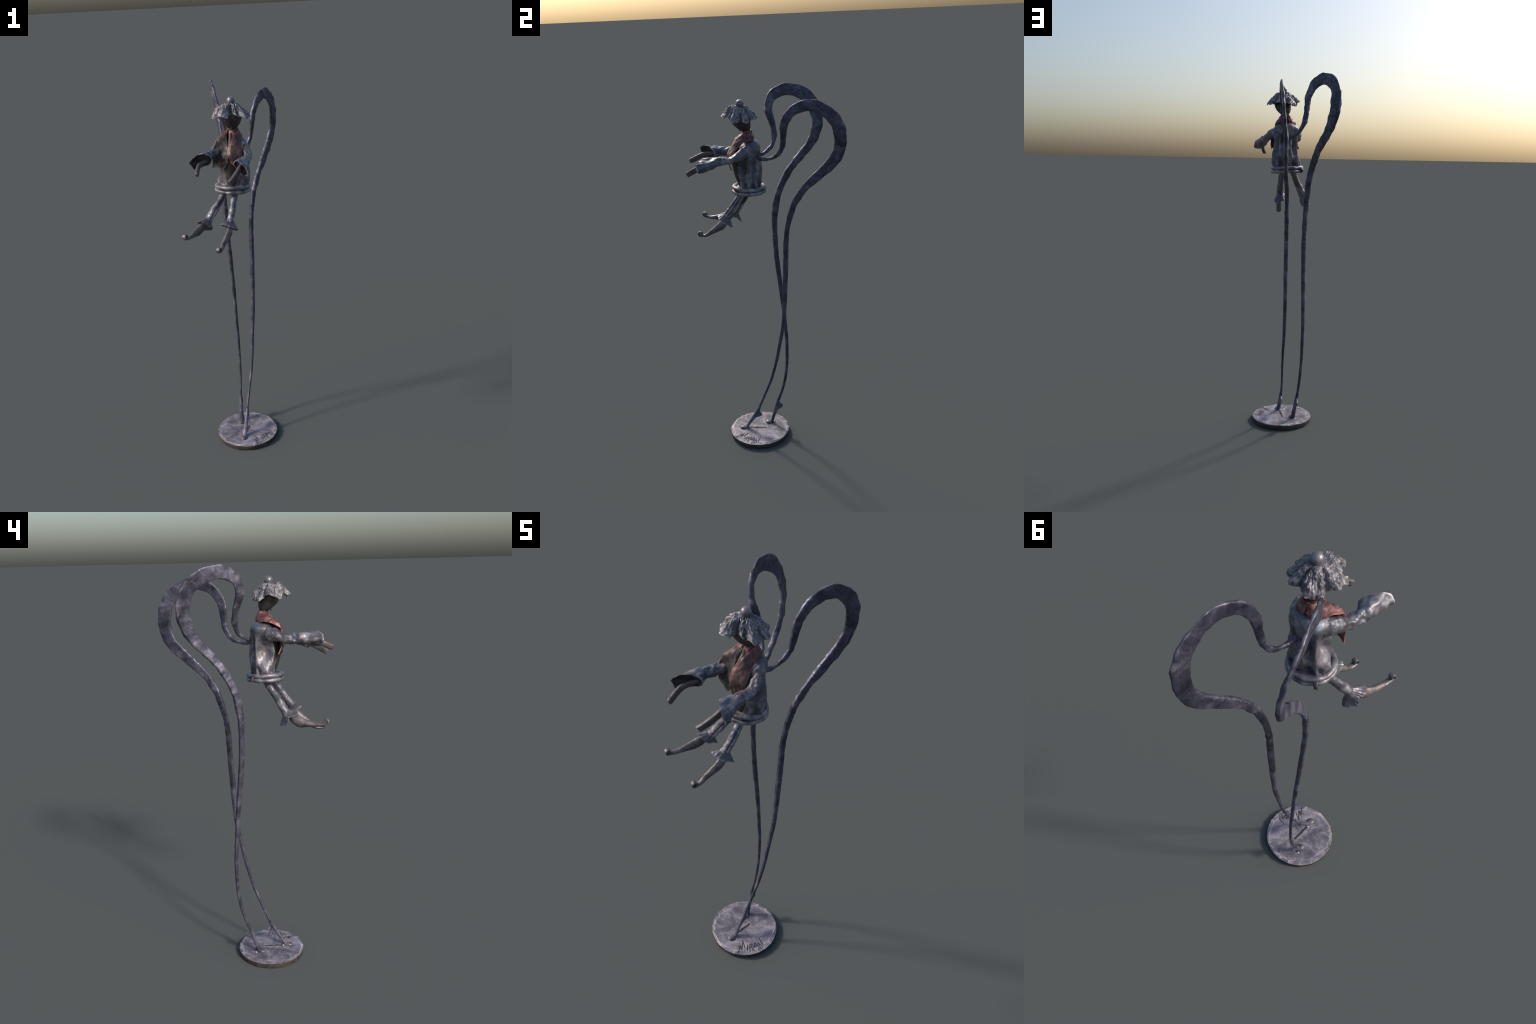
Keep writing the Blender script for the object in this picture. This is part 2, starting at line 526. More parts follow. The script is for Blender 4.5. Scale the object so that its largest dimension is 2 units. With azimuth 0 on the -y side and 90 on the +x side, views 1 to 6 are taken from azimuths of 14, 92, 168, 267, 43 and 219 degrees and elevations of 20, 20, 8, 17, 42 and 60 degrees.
def build_stilt(ctrl, wide, thick, normal, seed):
    per = 12
    P = [Vector(p) for p in catmull(ctrl, per)]
    nring = 28
    rings = []
    nrm = Vector(normal).normalized()
    for i, p in enumerate(P):
        t = (P[min(i + 1, len(P) - 1)] - P[max(i - 1, 0)]).normalized()
        side = nrm.cross(t).normalized()
        out = t.cross(side).normalized()
        k = i / per
        low = 1 + .15 * min(1, max(0, (1.25 - p.z) / .3))
        w = lerp_table(wide, k)[0] / 2 * low
        h = lerp_table(thick, k)[0] / 2 * low
        e = 2.6 + 1.6 * min(1, max(0, (w / h - 1.1)))
        rings.append(superring(p, side * w, out * h, nring, e, TAU / 56))
    v, f = skin_rings(rings)
    def dent(p):
        big = min(1.0, max(0.0, (p.z - 1.0) / .4))
        return (0.0046 * (hammer(p, .048, seed) - .5) + 0.0012 * (hammer(p, .018, seed + 2) - .5) + 0.0008 * fbm(p, .012, 2, seed)) * (0.18 + 0.82 * big) - .0004
    v = displace(v, f, dent)
    return make_object('stilt', v, f, M_STILT, 38)
build_stilt(nudge(STILT_L, (0, .0015)), WIDE_L, THICK_L, (.97, -.24, 0.0), 1.3)
build_stilt(nudge(STILT_R, (.001, -.001)), WIDE_R, THICK_R, (.86, .50, 0.0), 4.7)

# tiptoe foot at the lower end of each stilt
def build_foot(knee, heel, toe, pad_c, wx):
    knee, heel, toe, pad_c = Vector(knee), Vector(heel), Vector(toe), Vector(pad_c)
    ax = (toe - knee)
    d = ax.normalized()
    x = Vector((1, 0, 0))
    q = x.cross(d).normalized()
    if q.y > 0:
        q = -q                                # q points to the front / instep
    secs = []
    for t, hw, hd, off in ((-.12, .0055, .0055, 0), (0.0, .0085, .0085, 0), (.12, .0082, .0085, 0), (.4, .0095, .009, 0),
                           (.75, .0115, .0085, 0), (.96, .0125, .009, 0), (1.06, .011, .007, 0)):
        secs.append((knee + ax * t + q * off, x * hw * wx, q * hd))
    v, f = tube_sections(secs, 5, 20, 2.6, fn=lambda p: .0008 * fbm(p, .015, 2))
    foot = make_object('tiptoe_foot', v, f, M_STILT, 40)
    # heel fin: thin plate swelling behind the ankle, pinched towards the toe
    prof = [knee + ax * -.02, heel + Vector((0, -.012, .013)), heel, heel + Vector((0, -.006, -.018)),
            knee + ax * .46 - q * .010, knee + ax * .78 - q * .007, knee + ax * .80, knee + ax * .4, knee]
    dense = catmull(prof[:6], 4)
    loop = [Vector(p) for p in dense] + [prof[6], prof[7], prof[8]]
    n = len(loop)
    cen = sum(loop, Vector()) / n
    layers = []
    for s, ins in ((-1, .72), (-.8, .93), (0, 1.0), (.8, .93), (1, .72)):
        layers.append([cen + (p - cen) * ins + x * s * .0055 for p in loop])
    v, f = skin_rings(layers)
    sub_part(make_object('heel_fin', v, f, M_STILT, 40), foot)
    # toe pad and weld bead
    pad = []
    for i in range(9):
        a = math.pi * i / 8
        r = max(.0005, math.sin(a))
        pad.append(superring(Vector((pad_c.x, pad_c.y, .0325 - .0095 * math.cos(a))), Vector((.0175 * r, 0, 0)), Vector((0, .0195 * r, 0)), 28, 2.2))
    v, f = skin_rings(pad)
    sub_part(make_object('toe_cap', v, f, M_SHOE, 60), foot)
    wc = toe + Vector((-.006, .014, -.006))
    bead = []
    for i in range(9):
        a = math.pi * i / 8
        r = max(.0005, math.sin(a))
        bead.append(superring(wc + Vector((0, 0, -.005 * math.cos(a))), Vector((.009 * r, 0, 0)), Vector((0, .006 * r, 0)), 18))
    v, f = skin_rings(bead)
    v = displace(v, f, lambda p: .0012 * fbm(p, .006, 2))
    sub_part(make_object('weld_bead', v, f, M_WELD, 60), foot)
build_foot((.020, -.104, .157), (.020, -.084, .129), (.0165, -.180, .035), (.0150, -.1985, 0), 1.0)
build_foot((-.048, .010, .173), (-.047, .038, .144), (-.0380, -.031, .035), (-.0370, -.0490, 0), 1.0)

# ------------------------------------------------------------------ torso (jacket body)
# z, x-, x+, y- (front), y+ (back)
TORSO = [(1.492, -.058, .090, -.140, -.040), (1.505, -.062, .094, -.142, -.036), (1.520, -.062, .098, -.142, -.033),
         (1.540, -.058, .100, -.144, -.029), (1.562, -.050, .097, -.150, -.025), (1.600, -.040, .087, -.154, -.025),
         (1.640, -.040, .085, -.152, -.026), (1.675, -.043, .088, -.146, -.026), (1.700, -.047, .091, -.138, -.027),
         (1.717, -.044, .088, -.130, -.030), (1.730, -.030, .076, -.120, -.039), (1.740, -.010, .060, -.110, -.052),
         (1.746, .010, .045, -.102, -.068)]

def build_torso():
    dense = catmull(TORSO, 9)
    na = 150
    rings = []
    for z, x0, x1, y0, y1 in dense:
        c = Vector(((x0 + x1) / 2, (y0 + y1) / 2, z))
        ax, ay = (x1 - x0) / 2, (y1 - y0) / 2
        ring = []
        for j in range(na):
            a = TAU * j / na
            ct, st = math.cos(a), math.sin(a)
            e = 2.5
            p = c + Vector((math.copysign(abs(ct) ** (2 / e), ct) * ax, math.copysign(abs(st) ** (2 / e), st) * ay, 0))
            deg = math.degrees(a)
            def ang(d, w):
                return bump(math.degrees(adiff(a, math.radians(d))), 0, w)
            k = 0.0
            mid = bump(z, 1.61, .055)
            k -= .021 * ang(182, 21) * bump(z, 1.606, .046)                  # big dent under the right arm
            k += .007 * ang(216, 9) * mid + .009 * ang(148, 9) * mid       # ridges beside it
            k -= .024 * ang(66, 14) * bump(z, 1.65, .05) + .020 * ang(124, 14) * bump(z, 1.605, .06)                    # valley down the back
            k += .004 * ang(95, 12) * bump(z, 1.62, .06)
            k -= .018 * ang(32, 12) * bump(z, 1.59, .05)                     # folds at the left side
            k -= .024 * ang(-22, 17) * bump(z, 1.60, .06)
            k += .010 * ang(6, 9) * bump(z, 1.61, .06)
            k -= .006 * ang(-75, 20) * bump(z, 1.545, .03)
            hem = bump(z, 1.515, .022)
            for d, w, s in ((60, 12, -.024), (115, 12, -.026), (20, 11, -.020), (152, 11, -.020), (-22, 12, -.018), (-120, 15, -.012),
                            (214, 12, -.016), (-60, 10, -.008), (88, 10, .006), (140, 10, .005), (40, 8, .006), (186, 8, .005), (0, 8, .004)):
                k += s * ang(d, w) * hem
            r = Vector((ct, st, 0))
            p = p + r * k
            p += r * (.0052 * fbm(p, .065, 2, 3.0) + .0008 * fbm(p, .02, 2, 5.0) - .006 * max(0, .22 - abs(noise.noise(Vector((a * 2.6, z * 14, 2.0))))) * bump(z, 1.60, .08))
            ring.append(p)
        rings.append(ring)
    v, f = skin_rings(rings)
    return make_object('jacket', v, f, M_BODY, 60)
build_torso()

# narrow waistcoat front showing between the lapels
rows = []
for z, y in ((1.500, -.138), (1.53, -.146), (1.57, -.160), (1.62, -.168), (1.67, -.166), (1.71, -.150), (1.745, -.124), (1.770, -.108)):
    w = .030 if z < 1.7 else .022
    rows.append([(.018 - w, y + .018, z), (.018 - w * .4, y + .001, z), (.022, y - .005, z), (.022 + w * .5, y + .002, z), (.022 + w, y + .018, z)])
v, f = sheet(rows, .004, 5, 5, lambda p: .002 * fbm(p, .03, 2, 9.0))
make_object('waistcoat', v, f, M_VEST, 60)

# ------------------------------------------------------------------ waist plate with two rolled rims
RC = Vector((.0105, -.0935, 0))
def belt(z, rx, ry, tube, tilt, seed):
    n, m = 110, 16
    rings = []
    for i in range(n + 1):
        a = TAU * i / n
        u = Vector((math.cos(a) * rx, math.sin(a) * ry, 0))
        r = u.normalized()
        c = RC + u + Vector((0, 0, z + tilt[0] * u.x + tilt[1] * u.y + .0034 * noise.noise(Vector((math.cos(a) * 2.2 + seed, math.sin(a) * 1.7, seed)))))
        tt = tube * (1.04 + .22 * noise.noise(Vector((math.cos(a) * 3, math.sin(a) * 3, seed + 4))))
        rings.append(superring(c, r * tt * 1.15, Vector((0, 0, tt)), m, 2.2))
    v, f = skin_rings(rings, cap=False)
    v = displace(v, f, lambda p: .0008 * fbm(p, .014, 2, seed))
    return make_object('belt_ring', v, f, M_BODY, 60)
belt(1.496, .0795, .0765, .0100, (-.035, -.03), 1.0)
belt(1.4755, .0815, .0790, .0095, (-.045, -.01), 6.0)
rings = []
for z, s in ((1.468, .90), (1.486, .90), (1.500, .84), (1.502, .6), (1.502, .2)):
    rings.append([RC + Vector((math.cos(TAU * j / 72) * .083 * s, math.sin(TAU * j / 72) * .081 * s, z - .04 * math.cos(TAU * j / 72) * .08 * s)) for j in range(72)])
v, f = skin_rings(rings)
v = displace(v, f, lambda p: .0025 * fbm(p, .03, 3, 8.0) if p.z > 1.49 else 0)
make_object('waist_plate', v, f, M_BODY, 50)
# dark weld notch across both rims
nb = Vector((-.058, -.030, 1.487))
v, f = tube_sections([(nb + Vector((.004, -.004, .010)), Vector((.006, .004, 0)), Vector((.004, -.004, 0))),
                      (nb + Vector((-.002, .002, 0)), Vector((.006, .004, 0)), Vector((.006, -.006, 0))),
                      (nb + Vector((-.003, .003, -.013)), Vector((.006, .004, 0)), Vector((.006, -.006, 0)))], 4, 14, 3)
make_object('belt_clip', v, f, M_HEAD, 50)

# ------------------------------------------------------------------ head, neck
HEAD = [(1.783, .030, .016, -.110, -.076), (1.790, .029, .021, -.116, -.073), (1.797, .029, .028, -.127, -.072), (1.808, .031, .036, -.141, -.070),
        (1.822, .033, .042, -.155, -.069), (1.840, .034, .046, -.168, -.068), (1.860, .034, .046, -.172, -.070), (1.880, .034, .040, -.165, -.078)]
rings = []
for z, cx, hx, y0, y1 in catmull(HEAD, 6):
    rings.append(superring(Vector((cx, (y0 + y1) / 2, z)), Vector((hx, 0, 0)), Vector((0, (y1 - y0) / 2, 0)), 64, 2.15))
v, f = skin_rings(rings)
v = displace(v, f, lambda p: .0018 * fbm(p, .03, 2, 1.0))
make_object('head', v, f, M_HEAD, 60)
v, f = tube_sections([(Vector((.026, -.090, 1.725)), Vector((.024, 0, 0)), Vector((0, .024, 0))), (Vector((.027, -.091, 1.755)), Vector((.021, 0, 0)), Vector((0, .020, 0))),
                      (Vector((.028, -.092, 1.775)), Vector((.018, 0, 0)), Vector((0, .018, 0))), (Vector((.029, -.094, 1.795)), Vector((.020, 0, 0)), Vector((0, .021, 0)))],
                     5, 32, fn=lambda p: .001 * fbm(p, .012, 2))
make_object('neck', v, f, M_HEAD, 60)
for off in ((.010, -.118, 1.797), (.030, -.126, 1.794), (.043, -.114, 1.796)):
    c = Vector(off)
    bl = []
    for i in range(8):
        a = math.pi * i / 7
        r = max(.001, math.sin(a)) * .0055
        bl.append(superring(c + Vector((0, 0, -.0045 * math.cos(a))), Vector((r, 0, 0)), Vector((0, r, 0)), 14))
    v, f = skin_rings(bl)
    v = displace(v, f, lambda p: .001 * fbm(p, .005, 2))
    make_object('chin_bead', v, f, M_HEAD, 60)

# ------------------------------------------------------------------ shaggy cap with scalloped rim, and its ball
CAP_C = Vector((.028, -.120, 0))
#        azimuth, radius, z of the rim
RIM = [(-180, .093, 1.868), (-170, .086, 1.870), (-163, .086, 1.858), (-154, .092, 1.846), (-145, .090, 1.852), (-137, .078, 1.866), (-124, .076, 1.868),
       (-112, .099, 1.866), (-104, .102, 1.864), (-95, .092, 1.861), (-86, .083, 1.856), (-78, .068, 1.868), (-70, .056, 1.880), (-57, .066, 1.869),
       (-45, .075, 1.860), (-33, .078, 1.860), (-22, .096, 1.848), (-11, .098, 1.844), (-3, .092, 1.851), (6, .080, 1.865), (12, .096, 1.850),
       (20, .099, 1.843), (31, .096, 1.847), (39, .086, 1.859), (47, .093, 1.853), (57, .097, 1.852), (65, .085, 1.857), (74, .070, 1.862),
       (86, .078, 1.856), (100, .088, 1.850), (112, .084, 1.845), (126, .081, 1.841), (140, .078, 1.844), (152, .071, 1.860), (163, .074, 1.868), (172, .091, 1.869), (180, .093, 1.868)]
GAPS = [-137, -72, 6, 39, 74, 152, -170, -40]
def build_cap():
    na, nr = 300, 40
    rings = []
    for i in range(nr + 1):
        s = i / nr
        ring = []
        for j in range(na):
            deg = -180 + 360 * j / na
            a = math.radians(deg)
            R, zr = lerp_table(RIM, deg)
            rag = noise.noise(Vector((math.cos(a) * 6, math.sin(a) * 6, 3.3)))
            R += .005 * rag
            zr -= .003 * rag
            front = max(0.0, math.cos(a + math.pi / 2))
            r = .010 + (R - .010) * s
            ztop = 1.915
            # dome: flat crown, then falling towards the rim, flaring a little at the very edge
            shape = s ** 1.9
            z = ztop + (zr - ztop) * shape + .012 * front * bump(s, .55, .25)
            p = CAP_C + Vector((math.cos(a) * r, math.sin(a) * r, z))
            # hair relief: wavy radial locks plus creases where the tufts part
            wave = deg + 10 * math.sin(s * 7 + 3 * math.sin(a * 2)) + 9 * noise.noise(Vector((math.cos(a) * 4, math.sin(a) * 4, s * 3)))
            lock = math.sin(math.radians(wave) * 23 + 4.5 * noise.noise(Vector((math.cos(a) * 6, math.sin(a) * 6, s * 2 + 5))))
            comb = .35 + .65 * bump(math.degrees(a), 5, 75)      # locks are combed out on the left, lumpy leaves elsewhere
            rel = .0026 * comb * lock * bump(s, .55, .35) + .0035 * (1 - comb) * fbm(p, .034, 2, 8.0) * min(1, s * 3) + (.0060 * fbm(p, .024, 3, 6.0) + .004 * (.3 - abs(fbm(p, .016, 2, 1.5)))) * min(1, s * 3)
            for g in GAPS:
                rel -= .010 * bump(math.degrees(adiff(a, math.radians(g))), 0, 6) * s
            n = Vector((math.cos(a) * (.35 + .6 * s), math.sin(a) * (.35 + .6 * s), .9)).normalized()
            ring.append(p + n * rel * (1 if s > .1 else s * 10))
        rings.append(ring)
    v, f = skin_rings(rings, cap=False)
    N = len(v)
    inner = [p + Vector((-(p.x - CAP_C.x) * .035, -(p.y - CAP_C.y) * .035, -.0045)) for p in v]
    F = list(f) + [tuple(reversed([i + N for i in q])) for q in f]
    last = nr * na
    for j in range(na):
        k = (j + 1) % na
        F.append((last + j, last + k, last + k + N, last + j + N))
        F.append((k, j, j + N, k + N))
    return make_object('shaggy_cap', v + inner, F, M_CAP, 70)
build_cap()
bl = []
for i in range(25):
    a = math.pi * i / 24
    r = max(.0003, math.sin(a)) * .0205
    bl.append(superring(Vector((.033, -.118, 1.926 - .0205 * math.cos(a))), Vector((r, 0, 0)), Vector((0, r, 0)), 40))
v, f = skin_rings(bl)
v = displace(v, f, lambda p: .0008 * fbm(p, .02, 2))
make_object('ball_knob', v, f, M_BALL, 80)

# ------------------------------------------------------------------ red collar with two long lapels
def lapel(rows, seed, dark_front):
    v, f = sheet(rows, .0042, 7, 6, lambda p: .0045 * fbm(p, .034, 3, seed))
    ob = make_object('lapel', v, f, M_RED, 70)
    ob.data.materials.append(M_VEST if dark_front else M_BROWN)
    for p in ob.data.polygons:                 # faces turned forward take the darker second material
        if p.center.y < -.122 and p.normal.y < -.45:
            p.material_index = 1
    return ob
# rows run from the neck edge to the outer edge at successive stations from nape to tip
lapel([[(.022, -.069, 1.792), (.024, -.066, 1.776), (.026, -.059, 1.764), (.028, -.056, 1.752), (.028, -.060, 1.741)],
       [(.044, -.073, 1.790), (.049, -.069, 1.774), (.054, -.062, 1.762), (.060, -.059, 1.751), (.063, -.063, 1.742)],
       [(.051, -.088, 1.786), (.056, -.088, 1.772), (.062, -.088, 1.760), (.069, -.087, 1.750), (.073, -.088, 1.741)],
       [(.050, -.115, 1.772), (.058, -.114, 1.764), (.067, -.112, 1.755), (.073, -.112, 1.746), (.077, -.113, 1.736)],
       [(.040, -.142, 1.754), (.051, -.143, 1.746), (.064, -.141, 1.735), (.073, -.139, 1.724), (.079, -.137, 1.712)],
       [(.027, -.165, 1.726), (.041, -.170, 1.718), (.059, -.166, 1.708), (.073, -.159, 1.698), (.082, -.153, 1.688)],
       [(.020, -.181, 1.692), (.038, -.190, 1.685), (.060, -.185, 1.678), (.077, -.177, 1.670), (.087, -.172, 1.662)],
       [(.026, -.190, 1.664), (.042, -.196, 1.655), (.061, -.189, 1.648), (.078, -.182, 1.640), (.089, -.178, 1.633)],
       [(.034, -.184, 1.632), (.047, -.187, 1.622), (.062, -.182, 1.613), (.076, -.176, 1.606), (.086, -.174, 1.598)]], 2.0, False)
lapel([[(.026, -.069, 1.793), (.020, -.066, 1.777), (.015, -.060, 1.765), (.012, -.057, 1.753), (.012, -.060, 1.740)],
       [(.010, -.073, 1.790), (.004, -.069, 1.776), (-.003, -.064, 1.766), (-.010, -.062, 1.753), (-.013, -.066, 1.741)],
       [(.006, -.090, 1.784), (-.004, -.089, 1.776), (-.015, -.088, 1.769), (-.025, -.087, 1.757), (-.030, -.088, 1.744)],
       [(.004, -.112, 1.770), (-.008, -.114, 1.768), (-.022, -.115, 1.764), (-.034, -.115, 1.752), (-.040, -.114, 1.741)],
       [(.004, -.130, 1.758), (-.010, -.134, 1.759), (-.026, -.138, 1.757), (-.039, -.141, 1.745), (-.047, -.140, 1.729)],
       [(.012, -.150, 1.727), (-.006, -.154, 1.733), (-.025, -.158, 1.735), (-.043, -.163, 1.728), (-.053, -.166, 1.713)],
       [(.018, -.168, 1.690), (-.002, -.164, 1.688), (-.024, -.162, 1.687), (-.044, -.167, 1.686), (-.057, -.173, 1.686)],
       [(.020, -.176, 1.660), (-.003, -.169, 1.656), (-.024, -.163, 1.652), (-.044, -.164, 1.650), (-.062, -.170, 1.650)],
       [(.014, -.178, 1.625), (-.006, -.172, 1.620), (-.024, -.166, 1.618), (-.044, -.163, 1.621), (-.067, -.163, 1.622)],
       [(-.004, -.174, 1.598), (-.016, -.171, 1.594), (-.031, -.167, 1.600), (-.048, -.161, 1.606), (-.074, -.153, 1.599)]], 5.0, True)
# scarf band round the neck
v, f = tube_sections([(Vector((.027, -.090, 1.752)), Vector((.030, 0, 0)), Vector((0, .031, 0))), (Vector((.028, -.091, 1.765)), Vector((.026, 0, 0)), Vector((0, .026, 0))),
                      (Vector((.028, -.091, 1.780)), Vector((.0215, 0, 0)), Vector((0, .0205, 0))), (Vector((.028, -.091, 1.792)), Vector((.0225, 0, 0)), Vector((0, .0205, 0)))],
                     5, 40, fn=lambda p: .002 * fbm(p, .018, 2, 3.0), shell=.003)
make_object('scarf_band', v, f, M_RED, 60)

# ------------------------------------------------------------------ sleeves and hands
def crumple(seed, amp=.0055, size=.032):
    # dented sheet metal: rolling lumps with sharp pinched valleys
    return lambda p: amp * fbm(p, size, 3, seed) + .006 * (.35 - abs(noise.noise(Vector((p.x / .034 + seed, p.y / .034, p.z / .05)))))
sleeve_r = [((-.012, -.085, 1.692), (.022, -.014, 0), (0, 0, .035)),
            ((-.033, -.110, 1.693), (.025, -.015, 0), (.004, 0, .033)),
            ((-.050, -.143, 1.685), (.026, -.013, 0), (.005, 0, .0285)),
            ((-.064, -.178, 1.671), (.0245, -.008, 0), (.003, .003, .0230)),
            ((-.074, -.210, 1.669), (.025, -.003, 0), (.0, .002, .0230)),
            ((-.079, -.236, 1.670), (.0245, .004, 0), (.0, .0, .0220))]
rim_r = [(-.034, -.268, 1.668), (-.042, -.280, 1.687), (-.063, -.299, 1.697), (-.086, -.329, 1.700), (-.104, -.350, 1.691), (-.124, -.352, 1.667),
         (-.116, -.350, 1.653), (-.101, -.342, 1.639), (-.078, -.297, 1.638), (-.060, -.280, 1.641), (-.042, -.265, 1.647)]
sleeve_l = [((.052, -.075, 1.692), (.026, .012, 0), (0, 0, .034)),
            ((.080, -.098, 1.690), (.024, .010, 0), (-.004, 0, .032)),
            ((.102, -.128, 1.679), (.021, .006, 0), (-.004, 0, .026)),
            ((.114, -.160, 1.664), (.019, .002, 0), (-.002, .003, .021)),
            ((.118, -.195, 1.657), (.019, -.002, 0), (-.002, .003, .0185)),
            ((.117, -.226, 1.654), (.0215, -.003, 0), (-.004, .002, .0225))]
rim_l = [(.154, -.347, 1.643), (.138, -.340, 1.653), (.118, -.326, 1.660), (.100, -.312, 1.668), (.083, -.297, 1.667), (.081, -.292, 1.650),
         (.092, -.293, 1.630), (.112, -.303, 1.610), (.132, -.316, 1.600), (.150, -.330, 1.602), (.158, -.342, 1.622)]
def dents(base, spots):
    def fn(p):
        k = base(p)
        for (c, r, depth) in spots:
            k -= depth * math.exp(-((p - Vector(c)).length / r) ** 2)
        return k
    return fn
def build_sleeve(secs, rim, seed, spots):
    n = 66
    flat = [tuple(c) + tuple(a) + tuple(b) for c, a, b in secs]
    rings = [superring(Vector(d[0:3]), Vector(d[3:6]), Vector(d[6:9]), n, 2.15) for d in catmull(flat, 8)]
    loop = catmull(rim[-2:] + rim + rim[:2], 6)[12:-12]
    m = len(loop)
    loop = [Vector(loop[int(round(k * m / n)) % m]) for k in range(n)]
    start, prev = rings[-1], rings[-5]
    steps = 16
    for i in range(1, steps + 1):
        t = i / steps
        ring = []
        for j in range(n):
            go = (start[j] - prev[j]) * 1.1            # leave along the arm, then flare out to the rim
            h1, h2, h3 = 2 * t**3 - 3 * t**2 + 1, t**3 - 2 * t**2 + t, -2 * t**3 + 3 * t**2
            h4 = t**3 - t**2
            ring.append(start[j] * h1 + go * h2 + loop[j] * h3 + (loop[j] - start[j]) * .9 * h4)
        rings.append(ring)
    v, f = skin_rings(rings, cap=False)
    v = displace(v, f, dents(crumple(seed, .0050, .030), spots))
    rings = [v[k * n:(k + 1) * n] for k in range(len(rings))]
    # turn in at the rim and close the sleeve some way inside
    for back, shrink in ((0, .93), (1, .92), (3, .88), (4, .55)):
        src = rings[len(rings) - 1 - back] if back == 0 else base[len(base) - 1 - back]
        if back == 0:
            base = list(rings)
        c = sum(src, Vector()) / n
        rings.append([c + (p - c) * shrink for p in src])
    v, f = skin_rings(rings)
    ob = make_object('sleeve', v, f, M_BODY, 60)
    ob.data.materials.append(M_VEST)                  # dark inside of the cuff
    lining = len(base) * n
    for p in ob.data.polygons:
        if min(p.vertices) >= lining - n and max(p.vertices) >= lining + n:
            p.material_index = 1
    return ob
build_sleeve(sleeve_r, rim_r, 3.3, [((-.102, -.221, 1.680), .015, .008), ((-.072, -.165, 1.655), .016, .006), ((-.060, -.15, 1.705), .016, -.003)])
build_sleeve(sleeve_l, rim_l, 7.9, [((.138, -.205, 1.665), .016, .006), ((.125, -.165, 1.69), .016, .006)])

def rod(name, pts, mat, e=2.6):
    secs = [(Vector(c), Vector(a), Vector(b)) for c, a, b in pts]
    v, f = tube_sections(secs, 6, 24, e, fn=lambda p: .0010 * fbm(p, .02, 2))
    return make_object(name, v, f, mat, 50)
rod('hand', [((-.060, -.262, 1.664), (.010, .008, 0), (0, -.002, .010)), ((-.072, -.300, 1.660), (.010, .003, 0), (0, -.003, .0115)),
             ((-.081, -.335, 1.653), (.0088, .001, 0), (0, -.005, .0125)), ((-.080, -.362, 1.642), (.0088, 0, 0), (0, -.006, .0125)),
             ((-.076, -.385, 1.632), (.0088, 0, 0), (0, -.006, .0125)), ((-.0735, -.400, 1.626), (.0085, 0, 0), (0, -.006, .0120)),
             ((-.0725, -.407, 1.623), (.0065, 0, 0), (0, -.004, .0085))], M_HAND)
rod('hand', [((.112, -.268, 1.642), (.010, 0, 0), (0, -.003, .011)), ((.110, -.305, 1.634), (.0098, -.001, 0), (-.001, -.005, .0125)),
             ((.106, -.335, 1.621), (.0092, -.002, 0), (-.002, -.006, .0125)), ((.099, -.362, 1.607), (.0092, -.003, 0), (-.003, -.007, .0120)),
             ((.088, -.388, 1.592), (.0092, -.003, 0), (-.003, -.007, .0115)), ((.081, -.4005, 1.584), (.0090, -.003, 0), (-.003, -.007, .0110))], M_HAND, 3.6)

# ------------------------------------------------------------------ trouser legs with ruffled cuffs
def frame(d):
    d = d.normalized()
    a = d.cross(Vector((0, 0, 1))).normalized()
    b = a.cross(d).normalized()
    return a, b

def build_leg(spine, radii, groove, seed):
    P = [Vector(p) for p in catmull(spine, 8)]
    R = catmull([(r,) for r in radii], 8)
    n = 48
    rings = []
    for i, p in enumerate(P):
        d = P[min(i + 1, len(P) - 1)] - P[max(i - 1, 0)]
        a, b = frame(d)
        ring = []
        for j in range(n):
            t = TAU * j / n
            r = R[i][0] * (1 - .55 * bump(math.degrees(adiff(t, math.radians(groove))), 0, 15) - .35 * bump(math.degrees(adiff(t, math.radians(groove - 60))), 0, 12) + .14 * bump(math.degrees(adiff(t, math.radians(groove + 30))), 0, 12))
            ring.append(p + a * r * math.cos(t) + b * r * math.sin(t))
        rings.append(ring)
    v, f = skin_rings(rings)
    v = displace(v, f, lambda p: .0032 * fbm(p, .028, 3, seed))
    return make_object('trouser_leg', v, f, M_BODY, 60)

def build_cuff(c, d, r0, rim, seed):
    """flared sheet-metal cuff from a collar round the leg out to a ragged closed rim"""
    c, d = Vector(c), Vector(d).normalized()
    a, b = frame(d)
    rim = [tuple(p) for p in rim]
    loop = catmull(rim[-2:] + rim + rim[:2], 9)[18:-18]
    loop = [Vector(p) for p in loop]
    n = len(loop)
    mid = sum(loop, Vector()) / n
    loop = [mid + (p - mid) * 1.10 for p in loop]
    m = 12
    rings = []
    for i in range(m + 1):
        s = i / m
        ring = []
        for j, q in enumerate(loop):
            w = q - c
            w = w - d * w.dot(d)
            base = c + w.normalized() * r0
            p = base.lerp(q, s)
            p += w.normalized() * (-.004 * math.sin(math.pi * s))
            p += w.normalized() * .0011 * math.sin(j * TAU / 5.3 + seed) * s
            ring.append(p)
        rings.append(ring)
    v, f = skin_rings(rings, cap=False)
    v = displace(v, f, lambda p: .0016 * fbm(p, .016, 2, seed))
    N = len(v)
    inner = displace(v, f, lambda p: -.0024)
    if (inner[0] - c).length > (v[0] - c).length:
        inner = displace(v, f, lambda p: .0024)
    F = list(f) + [tuple(reversed([i + N for i in q])) for q in f]
    for j in range(n):
        k = (j + 1) % n
        F.append((m * n + j, m * n + k, m * n + k + N, m * n + j + N))
        F.append((k, j, j + N, k + N))
    return make_object('trouser_cuff', v + inner, F, M_BODY, 60)

